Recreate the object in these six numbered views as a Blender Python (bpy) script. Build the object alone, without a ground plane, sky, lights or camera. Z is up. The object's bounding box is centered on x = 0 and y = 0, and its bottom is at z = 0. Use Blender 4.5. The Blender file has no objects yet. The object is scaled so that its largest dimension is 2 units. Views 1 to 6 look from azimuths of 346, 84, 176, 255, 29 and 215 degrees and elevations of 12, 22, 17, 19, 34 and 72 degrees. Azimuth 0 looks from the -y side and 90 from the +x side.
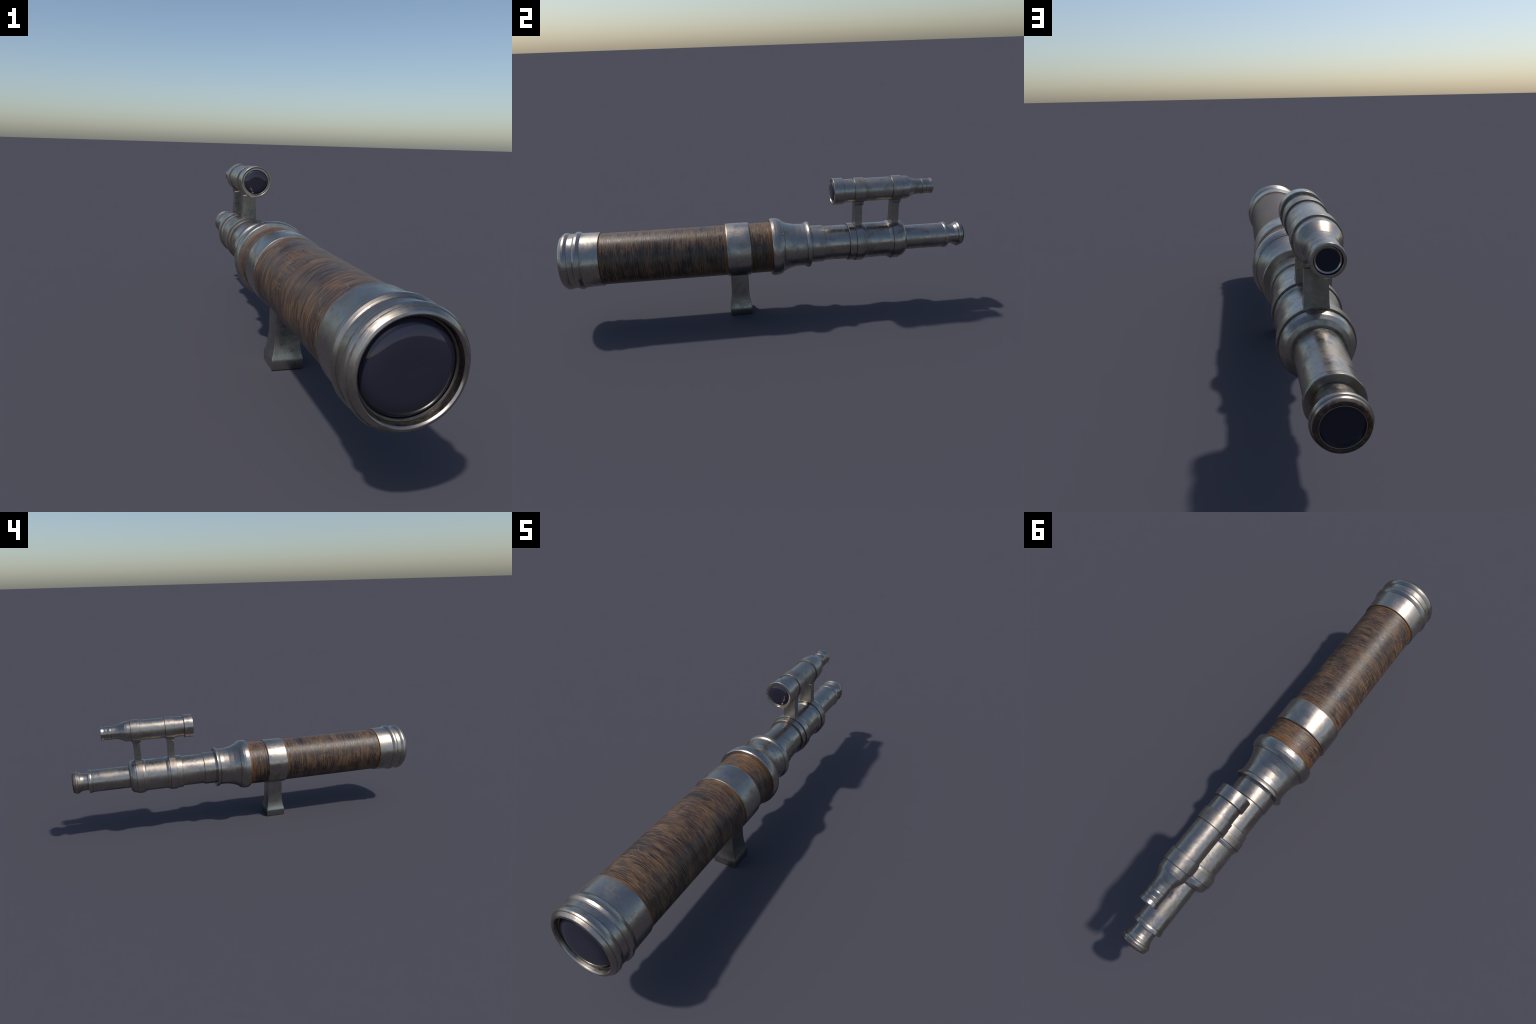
"""Antique brass-age telescope: wooden main barrel, steel fittings, a short leg
and a small finder scope carried on two posts.  Everything turned on a lathe is
described by a (y, radius, fillet) profile; the leg and the posts are lofts."""
import bpy, math
from mathutils import Vector

AXIS_Z = 0.3385          # height of the main optical axis (runs along y)
FINDER_Z = 0.604         # height of the finder scope's axis
SEGMENTS = 128


# --------------------------------------------------------------------------
# node helpers
# --------------------------------------------------------------------------
class Nodes:
    def __init__(self, name):
        self.mat = bpy.data.materials.new(name)
        self.mat.use_nodes = True
        self.t = self.mat.node_tree
        self.t.nodes.clear()
        self.out = self.n('ShaderNodeOutputMaterial')
        self.bsdf = self.n('ShaderNodeBsdfPrincipled')
        self.l(self.bsdf.outputs[0], self.out.inputs[0])
        self.co = self.n('ShaderNodeTexCoord').outputs['Object']

    def n(self, kind, **kw):
        node = self.t.nodes.new(kind)
        for k, v in kw.items():
            setattr(node, k, v)
        return node

    def l(self, a, b):
        self.t.links.new(a, b)

    def put(self, sock, v):
        if hasattr(v, 'default_value') or hasattr(v, 'is_linked'):
            self.l(v, sock)
        else:
            sock.default_value = v

    def mapping(self, scale=(1, 1, 1), rot=(0, 0, 0), loc=(0, 0, 0), src=None):
        m = self.n('ShaderNodeMapping')
        m.inputs['Scale'].default_value = scale
        m.inputs['Rotation'].default_value = rot
        m.inputs['Location'].default_value = loc
        self.l(src or self.co, m.inputs['Vector'])
        return m.outputs[0]

    def noise(self, vec, scale, detail=4, rough=0.55, dist=0.0, colour=False):
        x = self.n('ShaderNodeTexNoise')
        self.l(vec, x.inputs['Vector'])
        x.inputs['Scale'].default_value = scale
        x.inputs['Detail'].default_value = detail
        x.inputs['Roughness'].default_value = rough
        x.inputs['Distortion'].default_value = dist
        return x.outputs['Color' if colour else 'Fac']

    def edges(self, vec, scale, rand=1.0):
        x = self.n('ShaderNodeTexVoronoi', feature='DISTANCE_TO_EDGE')
        self.l(vec, x.inputs['Vector'])
        x.inputs['Scale'].default_value = scale
        x.inputs['Randomness'].default_value = rand
        return x.outputs['Distance']

    def ramp(self, fac, lo, hi, a=0.0, b=1.0):
        x = self.n('ShaderNodeMapRange', interpolation_type='SMOOTHSTEP')
        self.l(fac, x.inputs['Value'])
        for k, v in zip(('From Min', 'From Max', 'To Min', 'To Max'), (lo, hi, a, b)):
            x.inputs[k].default_value = v
        return x.outputs[0]

    def math(self, op, a, b=0.0, clamp=False):
        x = self.n('ShaderNodeMath', operation=op, use_clamp=clamp)
        self.put(x.inputs[0], a)
        self.put(x.inputs[1], b)
        return x.outputs[0]

    def mix(self, fac, a, b):
        x = self.n('ShaderNodeMix', data_type='RGBA')
        self.put(x.inputs[0], fac)
        self.put(x.inputs[6], a)
        self.put(x.inputs[7], b)
        return x.outputs[2]

    def bump(self, height, strength, distance):
        x = self.n('ShaderNodeBump')
        x.inputs['Strength'].default_value = strength
        x.inputs['Distance'].default_value = distance
        self.l(height, x.inputs['Height'])
        return x.outputs[0]


def rgb(r, g, b):
    return (r, g, b, 1.0)


# --------------------------------------------------------------------------
# materials
# --------------------------------------------------------------------------
def make_metal(name, clean, stained, rough_lo, rough_hi, scratch=0.5, grime=0.6, seams=()):
    """Worn steel: clouded polish, thin scratches, brown grime and small pits."""
    m = Nodes(name)
    cloud = m.noise(m.co, 13, 5, 0.62, 0.4)
    fine = m.noise(m.mapping((1, 1, 1), (0.4, 0.2, 0.7)), 75, 4, 0.6)
    soft = m.noise(m.mapping(loc=(3, 1, 2)), 4.5, 3, 0.5)
    patches = m.ramp(cloud, 0.46, 0.72)
    spots = m.math('MULTIPLY', m.ramp(m.noise(m.co, 55, 3, 0.5), 0.66, 0.76),
                   m.ramp(m.noise(m.mapping(loc=(5, 5, 1)), 9, 2), 0.5, 0.66))
    # scratches: borders of stretched cells, shown only where a noise lets them
    lines = None
    for i, (rot, sc) in enumerate((((0.5, 0.9, 0.3), (9, 3.0, 9)), ((1.1, 0.2, 1.3), (4, 10, 5)),
                                   ((0.2, 1.6, 2.2), (8, 5, 3)), ((0.8, 2.1, 0.4), (30, 12, 24)),
                                   ((1.9, 0.3, 1.7), (14, 34, 22)))):
        wob = m.n('ShaderNodeVectorMath', operation='MULTIPLY_ADD')
        m.l(m.noise(m.co, 7, 1, 0.5, 0, True), wob.inputs[0])
        wob.inputs[1].default_value = (0.035, 0.035, 0.035)
        m.l(m.co, wob.inputs[2])
        e = m.edges(m.mapping(sc, rot, (i, 2 * i, 0), wob.outputs[0]), 1.6)
        thin = m.ramp(e, 0.002, 0.010, 1, 0)
        keep = m.ramp(m.noise(m.mapping(loc=(7 * i, 3, 1)), 11, 2), 0.5, 0.60)
        thin = m.math('MULTIPLY', thin, keep)
        lines = thin if lines is None else m.math('MAXIMUM', lines, thin)
    lines = m.math('MULTIPLY', lines, scratch)
    col = m.mix(m.math('MULTIPLY', patches, grime), clean, stained)
    col = m.mix(m.math('MULTIPLY', m.ramp(fine, 0.5, 0.75), 0.30), col, stained)
    col = m.mix(m.math('MULTIPLY', spots, 0.75), col, rgb(0.055, 0.042, 0.032))
    col = m.mix(m.math('MULTIPLY', lines, 0.6), col, rgb(0.62, 0.58, 0.53))
    # brown dirt packed into the turned grooves and against the steps
    dirt = None
    if seams:
        sep = m.n('ShaderNodeSeparateXYZ')
        m.l(m.co, sep.inputs[0])
        near = None
        for y in seams:
            d = m.math('ABSOLUTE', m.math('SUBTRACT', sep.outputs['Y'], y))
            near = d if near is None else m.math('MINIMUM', near, d)
        near = m.math('ADD', near, m.math('MULTIPLY', m.math('SUBTRACT', cloud, 0.5), 0.004))
        dirt = m.math('MULTIPLY', m.ramp(near, 0.0004, 0.0022, 1, 0), m.ramp(fine, 0.25, 0.55, 0.20, 0.60))
        col = m.mix(dirt, col, rgb(0.085, 0.062, 0.042))
    m.l(col, m.bsdf.inputs['Base Color'])
    r = m.math('ADD', m.ramp(cloud, 0.36, 0.66, rough_lo, rough_hi),
               m.ramp(fine, 0.3, 0.7, -0.04, 0.05))
    r = m.math('ADD', r, m.ramp(soft, 0.35, 0.65, -0.05, 0.05))
    r = m.math('ADD', r, m.math('MULTIPLY', spots, 0.25))
    r = m.math('ADD', r, m.math('MULTIPLY', lines, 0.10), True)
    if dirt is not None:
        r = m.math('ADD', r, m.math('MULTIPLY', dirt, 0.2), True)
    m.l(r, m.bsdf.inputs['Roughness'])
    m.bsdf.inputs['Metallic'].default_value = 1.0
    h = m.math('SUBTRACT', m.math('MULTIPLY', cloud, 0.6), m.math('MULTIPLY', lines, 0.25))
    h = m.math('SUBTRACT', h, m.math('MULTIPLY', spots, 0.4))
    m.l(m.bump(h, 0.14, 0.004), m.bsdf.inputs['Normal'])
    return m.mat


def make_wood(ends):
    """Dark stained wood whose worn tan fibres run round the barrel; an orange
    stain is left beside every metal fitting."""
    m = Nodes('worn_wood')
    wob = m.n('ShaderNodeVectorMath', operation='MULTIPLY_ADD')
    m.l(m.noise(m.co, 9, 2, 0.5, 0, True), wob.inputs[0])
    wob.inputs[1].default_value = (0.0, 0.011, 0.0)
    m.l(m.co, wob.inputs[2])
    w = wob.outputs[0]
    fibre = m.noise(m.mapping((13, 380, 13), src=w), 1.0, 3, 0.62)
    hair = m.noise(m.mapping((26, 720, 26), (0.03, 0, 0.02), src=w), 1.0, 2, 0.6)
    broad = m.noise(m.mapping((5, 55, 5), src=w), 1.0, 3, 0.55)
    blotch = m.noise(m.mapping((1, 1.5, 1), loc=(0.3, 0.1, 0.7)), 7.5, 4, 0.6)
    # lengthways rubbing in patches
    length = m.noise(m.mapping((190, 9, 190), loc=(2, 0, 1)), 1.0, 2, 0.6)
    rubbed = m.ramp(m.noise(m.mapping(loc=(4, 4, 9)), 7, 2), 0.56, 0.66)
    s = m.math('ADD', m.math('MULTIPLY', fibre, 1.25), m.math('MULTIPLY', hair, 0.75))
    s = m.math('ADD', s, m.math('MULTIPLY', broad, 0.26))
    s = m.math('ADD', s, m.math('MULTIPLY', blotch, 0.85))
    s = m.math('ADD', s, m.math('MULTIPLY', m.math('MULTIPLY', m.math('SUBTRACT', length, 0.5), rubbed), 1.1))
    worn = m.ramp(s, 1.40, 1.84)
    dark = m.mix(m.ramp(broad, 0.35, 0.65), rgb(0.018, 0.013, 0.013), rgb(0.042, 0.026, 0.021))
    tan = m.mix(m.ramp(hair, 0.35, 0.65), rgb(0.084, 0.043, 0.021), rgb(0.215, 0.120, 0.056))
    col = m.mix(worn, dark, tan)
    pores = m.math('MULTIPLY', m.ramp(hair, 0.62, 0.74), m.ramp(fibre, 0.42, 0.58))
    col = m.mix(m.math('MULTIPLY', pores, 0.6), col, rgb(0.014, 0.011, 0.011))
    # thin scratches crossing the grain
    for i, (rot, sc) in enumerate((((0.3, 0.2, 0.5), (5, 34, 5)), ((0.5, 0.1, 1.1), (6, 22, 8)), ((0.1, 0.4, 1.45), (7, 26, 6)))):
        e = m.edges(m.mapping(sc, rot, (3 * i, i, 1), w), 1.5)
        keep = m.ramp(m.noise(m.mapping(loc=(5 * i, 2, 8)), 13, 2), 0.50, 0.60)
        line = m.math('MULTIPLY', m.ramp(e, 0.006, 0.028, 1, 0), keep)
        col = m.mix(m.math('MULTIPLY', line, 0.38), col, rgb(0.21, 0.135, 0.075) if i != 1 else rgb(0.016, 0.012, 0.011))
    # orange varnish left beside the fittings
    sep = m.n('ShaderNodeSeparateXYZ')
    m.l(m.co, sep.inputs[0])
    stain = None
    edge_noise = m.math('MULTIPLY', m.math('SUBTRACT', m.noise(m.mapping((26, 70, 26)), 1.0, 3, 0.65), 0.5), 0.034)
    for y, wide in ends:
        d = m.math('ABSOLUTE', m.math('SUBTRACT', sep.outputs['Y'], y))
        k = m.ramp(m.math('ADD', d, edge_noise), wide * 0.1, wide, 1, 0)
        stain = k if stain is None else m.math('MAXIMUM', stain, k)
    # a hairline crack running round the short section beside the band
    wander = m.math('MULTIPLY', m.math('SUBTRACT', m.noise(m.mapping((14, 3, 14), loc=(1, 6, 2)), 1.0, 3), 0.5), 0.010)
    off = m.math('ABSOLUTE', m.math('ADD', m.math('SUBTRACT', sep.outputs['Y'], -0.0855), wander))
    crack = m.math('MULTIPLY', m.ramp(off, 0.0004, 0.0014, 1, 0), m.ramp(m.noise(m.co, 9, 2), 0.40, 0.52))
    orange = m.mix(m.ramp(fibre, 0.35, 0.65), rgb(0.070, 0.025, 0.006), rgb(0.25, 0.098, 0.016))
    col = m.mix(m.math('MULTIPLY', stain, 0.75), col, orange)
    col = m.mix(m.math('MULTIPLY', crack, 0.9), col, rgb(0.010, 0.008, 0.008))
    m.l(col, m.bsdf.inputs['Base Color'])
    m.l(m.math('ADD', m.ramp(worn, 0, 1, 0.36, 0.48), m.ramp(fibre, 0.3, 0.7, -0.05, 0.06)),
        m.bsdf.inputs['Roughness'])
    h = m.math('ADD', m.math('MULTIPLY', fibre, 0.6), m.math('MULTIPLY', hair, 0.35))
    h = m.math('ADD', h, m.math('MULTIPLY', m.math('MULTIPLY', length, rubbed), 0.3))
    h = m.math('SUBTRACT', h, m.math('MULTIPLY', crack, 0.8))
    m.l(m.bump(h, 0.4, 0.003), m.bsdf.inputs['Normal'])
    return m.mat


def make_glass(name, col, rough=0.03):
    m = Nodes(name)
    m.bsdf.inputs['Base Color'].default_value = col
    m.l(m.ramp(m.noise(m.co, 20, 3), 0.4, 0.8, rough, rough + 0.03), m.bsdf.inputs['Roughness'])
    m.bsdf.inputs['IOR'].default_value = 1.5
    return m.mat


def make_tarnished_rim():
    """Blackened brass-brown lip of the eyepiece, rubbed to copper in places."""
    m = Nodes('tarnished_rim')
    a = m.noise(m.co, 60, 5, 0.65, 0.5)
    b = m.noise(m.mapping(loc=(2, 0, 5)), 22, 3)
    k = m.math('MULTIPLY', m.ramp(a, 0.46, 0.64), m.ramp(b, 0.38, 0.58))
    m.l(m.mix(k, rgb(0.038, 0.024, 0.018), rgb(0.20, 0.085, 0.040)), m.bsdf.inputs['Base Color'])
    m.bsdf.inputs['Specular IOR Level'].default_value = 0.3
    m.l(m.ramp(a, 0.3, 0.7, 0.5, 0.65), m.bsdf.inputs['Roughness'])
    m.l(m.bump(a, 0.3, 0.002), m.bsdf.inputs['Normal'])
    return m.mat


# --------------------------------------------------------------------------
# geometry helpers
# --------------------------------------------------------------------------
def fillet(profile, steps=5, hold=True):
    """Round the corners of an open (y, r[, fillet radius]) polyline."""
    pts = []
    n = len(profile)
    for i, p in enumerate(profile):
        here = Vector(p[:2])
        rad = p[2] if len(p) > 2 else 0.0
        if rad <= 0 or i in (0, n - 1):
            pts.append(here)
            continue
        a = Vector(profile[i - 1][:2]) - here
        b = Vector(profile[i + 1][:2]) - here
        la, lb = a.length, b.length
        a.normalize(); b.normalize()
        ang = math.acos(max(-1, min(1, a.dot(b))))
        if ang > math.pi - 0.02:
            pts.append(here)
            continue
        cut = min(rad / math.tan(ang / 2), la * 0.48, lb * 0.48)
        p0, p2 = here + a * cut, here + b * cut
        for k in range(steps + 1):
            t = k / steps
            pts.append(p0 * (1 - t) ** 2 + here * 2 * t * (1 - t) + p2 * t ** 2)
    # holding loops: keep long straight runs flat right up to their ends
    held = [pts[0]]
    for a, b in zip(pts, pts[1:]):
        d = b - a
        if hold and d.length > 0.006:
            held += [a + d * (0.0008 / d.length), b - d * (0.0008 / d.length)]
        held.append(b)
    return held


def finish(name, verts, faces, mat, parent, angle=32):
    me = bpy.data.meshes.new(name)
    me.from_pydata(verts, [], faces)
    me.materials.append(mat)
    me.validate()
    me.polygons.foreach_set('use_smooth', [True] * len(me.polygons))
    me.set_sharp_from_angle(angle=math.radians(angle))
    ob = bpy.data.objects.new(name, me)
    bpy.context.collection.objects.link(ob)
    ob.parent = parent
    return ob


def spun(name, profile, mat, parent, z=AXIS_Z, steps=5, close=True, segs=SEGMENTS, angle=32, hold=True):
    """Turn a profile about the y axis at height z.  The profile runs with the
    outside surface from -y to +y; close=True joins its last point to its first."""
    pts = fillet(profile, steps, hold)
    verts, faces, rings = [], [], []
    for y, r in pts:
        if r < 1e-5:
            rings.append([len(verts)])
            verts.append((0, y, z))
        else:
            rings.append(list(range(len(verts), len(verts) + segs)))
            for k in range(segs):
                a = 2 * math.pi * k / segs
                verts.append((r * math.sin(a), y, z + r * math.cos(a)))
    pairs = list(zip(rings, rings[1:]))
    if close:
        pairs.append((rings[-1], rings[0]))
    for A, B in pairs:
        if len(A) == 1 and len(B) == 1:
            continue
        for k in range(segs):
            j = (k + 1) % segs
            if len(A) == 1:
                faces.append((A[0], B[j], B[k]))
            elif len(B) == 1:
                faces.append((A[k], A[j], B[0]))
            else:
                faces.append((A[k], A[j], B[j], B[k]))
    return finish(name, verts, faces, mat, parent, angle)


def tube_profile(outer, inner):
    """Close an outer profile with a bore of constant radius."""
    return list(outer) + [(outer[-1][0], inner), (outer[0][0], inner)]


def lofted(name, sections, centre_y, mat, parent, corner=0.0025, around=3, angle=22):
    """Loft rounded rectangles (z, half width x, half width y) upwards."""
    verts, faces, rings = [], [], []
    for z, hx, hy in sections:
        ring = []
        for cx, cy, a0 in ((1, 1, 0), (-1, 1, 90), (-1, -1, 180), (1, -1, 270)):
            for k in range(around + 1):
                a = math.radians(a0 + 90 * k / around)
                ring.append(len(verts))
                verts.append((cx * (hx - corner) + corner * math.cos(a),
                              centre_y + cy * (hy - corner) + corner * math.sin(a), z))
        rings.append(ring)
    n = len(rings[0])
    for A, B in zip(rings, rings[1:]):
        for k in range(n):
            j = (k + 1) % n
            faces.append((A[k], A[j], B[j], B[k]))
    faces.append(tuple(reversed(rings[0])))
    faces.append(tuple(rings[-1]))
    return finish(name, verts, faces, mat, parent, angle)


def dome(radius, edge_y, apex_y, power=2.0, back=0.006, steps=28):
    """Profile of a convex lens, from the apex out to its edge and back; a high
    power gives a flat middle with a rounded edge."""
    d = 1 if apex_y > edge_y else -1
    prof = [(edge_y + (apex_y - edge_y) * (1 - (i / steps) ** power), radius * i / steps) for i in range(steps + 1)]
    prof += [(edge_y - d * back, radius), (edge_y - d * back, 0)]
    return prof if d < 0 else prof[::-1]


# --------------------------------------------------------------------------
# build
# --------------------------------------------------------------------------
SEAMS = (-0.9865, -0.9585, -0.9335, -0.900, 0.067, 0.179, 0.2075, 0.396, 0.430, 0.4675, 0.6175,
         0.655, 0.6925, 0.8955, 0.917, 0.970, 0.986)
FINDER_SEAMS = (0.3695, 0.4230, 0.4745, 0.6112, 0.6625, 0.7655, 0.7880, 0.8040)
STEEL, STAIN = rgb(0.415, 0.373, 0.326), rgb(0.175, 0.142, 0.108)
steel = make_metal('worn_steel', STEEL, STAIN, 0.24, 0.42, 0.28, 0.65, SEAMS)
finder_steel = make_metal('worn_finder_steel', STEEL, STAIN, 0.25, 0.42, 0.25, 0.65, FINDER_SEAMS)
iron = make_metal('dull_iron', rgb(0.38, 0.365, 0.33), rgb(0.18, 0.160, 0.132), 0.25, 0.38, 0.25, 0.8)
grimy = make_metal('grimy_steel', rgb(0.17, 0.15, 0.125), rgb(0.05, 0.042, 0.034), 0.36, 0.5, 0.15, 0.9)
wood = make_wood(((-0.8145, 0.019), (-0.2135, 0.017), (-0.0995, 0.013), (0.003, 0.032)))
lens_glass = make_glass('dark_lens_glass', rgb(0.022, 0.021, 0.036))
eye_glass = make_glass('eyepiece_glass', rgb(0.010, 0.011, 0.024), 0.05)
rim = make_tarnished_rim()

scope = bpy.data.objects.new('telescope', None)
bpy.context.collection.objects.link(scope)
scope['label'] = 'antique wooden telescope with worn steel fittings and finder scope'
scope['category'] = 'telescope'

# wooden barrel, one turned tube running under the band
spun('barrel', [(-0.84, 0.1246), (0.03, 0.1246), (0.03, 0.10), (-0.84, 0.10)], wood, scope)

# objective cap: two raised beads and a rolled front rim
cap = spun('objective_cap', [
    (-0.986, 0.1122, 0.001), (-0.9955, 0.1142, 0.002), (-1.0008, 0.1180, 0.003),
    (-0.9980, 0.1245, 0.004), (-0.9905, 0.1298, 0.003), (-0.9865, 0.1322, 0.0008),
    (-0.9855, 0.1345, 0.001), (-0.980, 0.1372, 0.004), (-0.972, 0.1375, 0.004),
    (-0.964, 0.1345, 0.003), (-0.9585, 0.1318, 0.002), (-0.9345, 0.1325, 0.0012),
    (-0.9315, 0.1352, 0.002), (-0.924, 0.1395, 0.003), (-0.914, 0.1395, 0.004),
    (-0.9055, 0.1355, 0.003), (-0.900, 0.1326, 0.002),
    (-0.8150, 0.1305, 0.002), (-0.8145, 0.1235), (-0.84, 0.1235), (-0.84, 0.100),
    (-0.966, 0.100), (-0.966, 0.1110), (-0.977, 0.1122, 0.001)],
    steel, scope, segs=144)
spun('objective_bezel', [(-0.968, 0.1125), (-0.9830, 0.1118, 0.0015), (-0.9815, 0.1085, 0.001), (-0.9795, 0.1062, 0.0006),
                         (-0.968, 0.1058)], grimy, cap)
spun('objective_lens', dome(0.1058, -0.977, -0.9985, 6.0), lens_glass, cap, close=False)

# band clasping the barrel, with the leg under it
band = spun('barrel_band', [(-0.2135, 0.1235), (-0.2135, 0.1303), (-0.2129, 0.1308), (-0.2080, 0.13105), (-0.1900, 0.1314), (-0.1565, 0.1317),
                            (-0.1230, 0.1314), (-0.1050, 0.13105), (-0.1001, 0.1308), (-0.0995, 0.1303), (-0.0995, 0.1235)], steel, scope, hold=False, angle=55)
leg_sections = [(0.0, 0.0556, 0.0546), (0.0015, 0.0562, 0.0552), (0.026, 0.0568, 0.0556), (0.0325, 0.0567, 0.0555),
                (0.0375, 0.0559, 0.0547), (0.0425, 0.0544, 0.0533), (0.050, 0.0523, 0.0514),
                (0.060, 0.0502, 0.0493), (0.072, 0.0481, 0.0473), (0.086, 0.0463, 0.0456),
                (0.104, 0.0449, 0.0443), (0.125, 0.0442, 0.0437), (0.155, 0.0440, 0.0436), (0.232, 0.0440, 0.0436)]
lofted('support_leg', leg_sections, -0.1565, iron, scope, corner=0.003)

# flared collar: rolled shoulder, bell neck, end ring
spun('flared_collar', [
    (0.0040, 0.1235), (0.0045, 0.1260, 0.001), (0.0065, 0.1374, 0.0006), (0.0105, 0.1406, 0.0025), (0.020, 0.1428, 0.012), (0.034, 0.1431, 0.014),
    (0.047, 0.1413, 0.012), (0.058, 0.1368, 0.010), (0.0665, 0.1300, 0.001), (0.0675, 0.1282, 0.0006),
    (0.080, 0.1215, 0.01), (0.100, 0.1133, 0.02), (0.128, 0.1072, 0.03), (0.158, 0.1052, 0.02),
    (0.1785, 0.1056, 0.0008), (0.1800, 0.1080, 0.0008), (0.1850, 0.1120, 0.003), (0.1925, 0.1146, 0.004),
    (0.1990, 0.1150, 0.0022), (0.2012, 0.1120, 0.0015), (0.2012, 0.080), (0.02, 0.080), (0.02, 0.1235)],
    steel, scope, steps=6)

# draw tube with a stepped sleeve
spun('draw_tube_sleeve', tube_profile([(0.195, 0.0929), (0.2715, 0.0922, 0.0012), (0.2730, 0.0898, 0.0008),
                                       (0.2730, 0.085)], 0.075), steel, scope)
spun('draw_tube', tube_profile([(0.260, 0.0866), (0.405, 0.0861)], 0.07), steel, scope)
spun('draw_tube_ring', tube_profile([(0.3965, 0.084), (0.3965, 0.0925, 0.001), (0.3985, 0.0938, 0.001),
                                     (0.4360, 0.0945)], 0.07), steel, scope)
spun('inner_tube', tube_profile([(0.460, 0.0948, 0.001), (0.474, 0.0940, 0.003), (0.4825, 0.0918, 0.002), (0.4865, 0.0892, 0.001),
                                 (0.599, 0.0890, 0.001), (0.6025, 0.0915, 0.002), (0.608, 0.0942, 0.003), (0.625, 0.0952)], 0.06),
     steel, scope)
spun('rounded_end_cap', [(0.648, 0.0945), (0.662, 0.0940, 0.008), (0.6755, 0.0908, 0.010), (0.6870, 0.0810, 0.010),
                         (0.6915, 0.0680, 0.004), (0.6920, 0.055), (0.648, 0.055)], steel, scope, steps=6)
spun('eyepiece_tube', tube_profile([(0.68, 0.0618), (0.8955, 0.0618, 0.0008), (0.8985, 0.0638, 0.002), (0.904, 0.0656, 0.002),
                                    (0.9140, 0.0656, 0.0012), (0.9155, 0.0640, 0.0008), (0.9160, 0.045)], 0.04), steel, scope)
cup = spun('eyepiece_cup', [
    (0.905, 0.0474), (0.940, 0.0474, 0.012), (0.954, 0.0492, 0.012), (0.9655, 0.0555, 0.004), (0.9690, 0.0570, 0.0008),
    (0.9700, 0.0568, 0.0005), (0.9712, 0.0590, 0.001), (0.9770, 0.0624, 0.003), (0.9835, 0.0618, 0.002), (0.9852, 0.0590, 0.0006),
    (0.9870, 0.0592, 0.001), (0.9920, 0.0583, 0.001), (0.9932, 0.0565, 0.0006), (0.9932, 0.0458), (0.978, 0.0458), (0.978, 0.035),
    (0.905, 0.035)], steel, scope)
spun('eyepiece_rim', [(0.990, 0.0565), (0.9945, 0.0571, 0.001), (0.9985, 0.0550, 0.003), (1.000, 0.0510, 0.003),
                      (0.9990, 0.0468, 0.001), (0.9965, 0.0456), (0.990, 0.0456)], rim, cup)
spun('eyepiece_bezel', [(0.980, 0.0459), (0.9978, 0.0459, 0.0004), (0.9978, 0.0445, 0.0004), (0.9900, 0.0440), (0.980, 0.0440)], steel, cup)
spun('eyepiece_lens', dome(0.0442, 0.9915, 0.9945), eye_glass, cup, close=False)

# two clamps, each with a post that carries the finder
def clamp_profile(y, half, inner, outer):
    return [(y - half, inner), (y - half, outer - 0.0007, 0.0008), (y - half + 0.0008, outer, 0.0006),
            (y + half - 0.0008, outer, 0.0006), (y + half, outer - 0.0007, 0.0008), (y + half, inner)]


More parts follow.
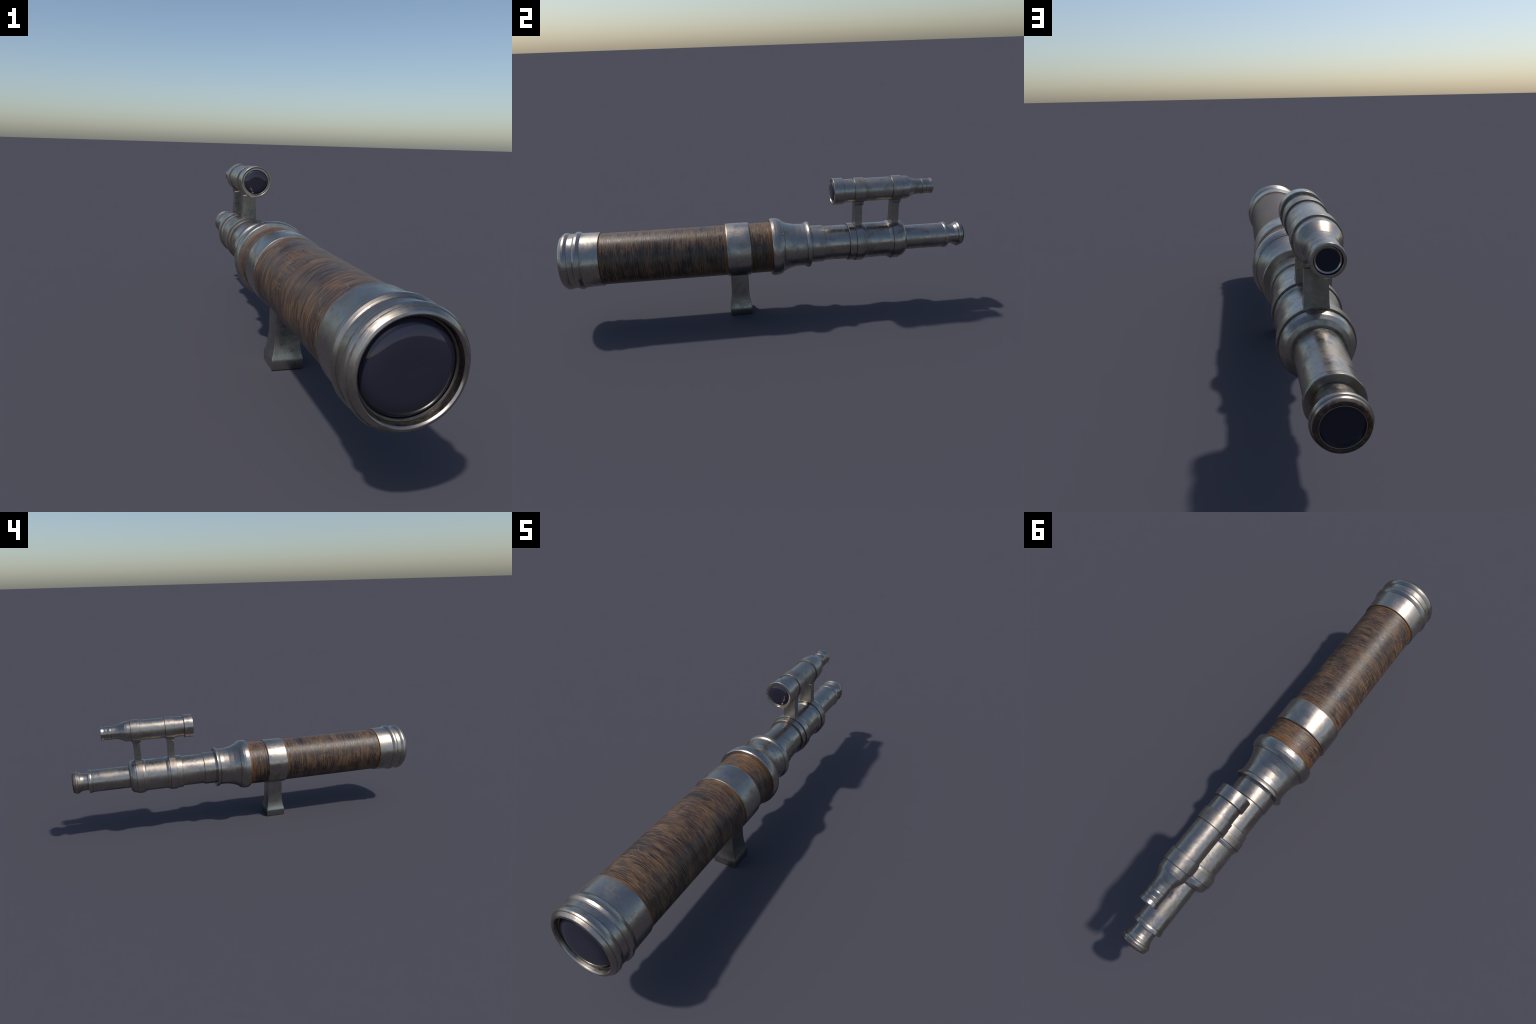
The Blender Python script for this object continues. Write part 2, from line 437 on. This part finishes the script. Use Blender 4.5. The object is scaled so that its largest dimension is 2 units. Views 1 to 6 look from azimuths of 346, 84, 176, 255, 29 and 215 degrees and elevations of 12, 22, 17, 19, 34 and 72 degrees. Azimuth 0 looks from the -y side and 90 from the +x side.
CLAMPS = (0.4488, 0.6362)
clamps = [spun('mount_clamp', clamp_profile(y, 0.0183, 0.080, 0.0992), steel, scope) for y in CLAMPS]
post_sections = [(0.405, 0.0335, 0.0178), (0.432, 0.0325, 0.0178), (0.438, 0.0316, 0.0178), (0.448, 0.0308, 0.0178), (0.470, 0.0300, 0.0178),
                 (0.505, 0.0292, 0.0178), (0.5340, 0.0290, 0.0178), (0.5385, 0.0322, 0.0215), (0.5400, 0.0328, 0.0224), (0.572, 0.0334, 0.0232)]
for y, c in zip(CLAMPS, clamps):
    lofted('finder_post', post_sections, y, iron, c, corner=0.0012, around=2)

# finder scope
finder = spun('finder_scope', [(0.345, 0.0570), (0.440, 0.0570), (0.470, 0.0566), (0.680, 0.0566, 0.01), (0.694, 0.0552, 0.008),
                               (0.712, 0.0462, 0.012), (0.727, 0.0398, 0.010), (0.742, 0.0370, 0.01), (0.765, 0.0362, 0.0006),
                               (0.7662, 0.0376, 0.0008), (0.7700, 0.0381, 0.002), (0.7760, 0.0376, 0.004),
                               (0.7830, 0.0364, 0.003), (0.7880, 0.0358, 0.0005), (0.7900, 0.0361, 0.001),
                               (0.8030, 0.0354, 0.002), (0.8165, 0.0386, 0.002), (0.8210, 0.0378, 0.0015),
                               (0.8215, 0.0312, 0.0008), (0.8195, 0.0304, 0.0005), (0.8100, 0.0302), (0.8100, 0.024), (0.345, 0.024)], finder_steel, scope,
              z=FINDER_Z, segs=96)
fcap = spun('finder_cap', [(0.3225, 0.0495), (0.3200, 0.0510, 0.001), (0.3210, 0.0570, 0.0008), (0.3190, 0.0578, 0.0006),
                           (0.3183, 0.0620, 0.0015), (0.3195, 0.0645, 0.001), (0.3670, 0.0648, 0.0008),
                           (0.3688, 0.0625, 0.0008), (0.3692, 0.050), (0.340, 0.050)], finder_steel, finder, z=FINDER_Z, segs=96)
spun('finder_lens', dome(0.0500, 0.3225, 0.3138, 5.0), lens_glass, fcap, z=FINDER_Z, close=False, segs=96)
for y in CLAMPS:
    spun('finder_ring', clamp_profile(y, 0.0252, 0.050, 0.0615), finder_steel, finder, z=FINDER_Z, segs=96)
spun('finder_eyepiece_bezel', [(0.808, 0.0304), (0.8160, 0.0290, 0.001), (0.8160, 0.0280, 0.001), (0.8140, 0.0252), (0.808, 0.0252)], finder_steel, finder,
     z=FINDER_Z, segs=96)
spun('finder_eyepiece_lens', dome(0.0258, 0.8130, 0.8150), eye_glass, finder, z=FINDER_Z, close=False, segs=96)
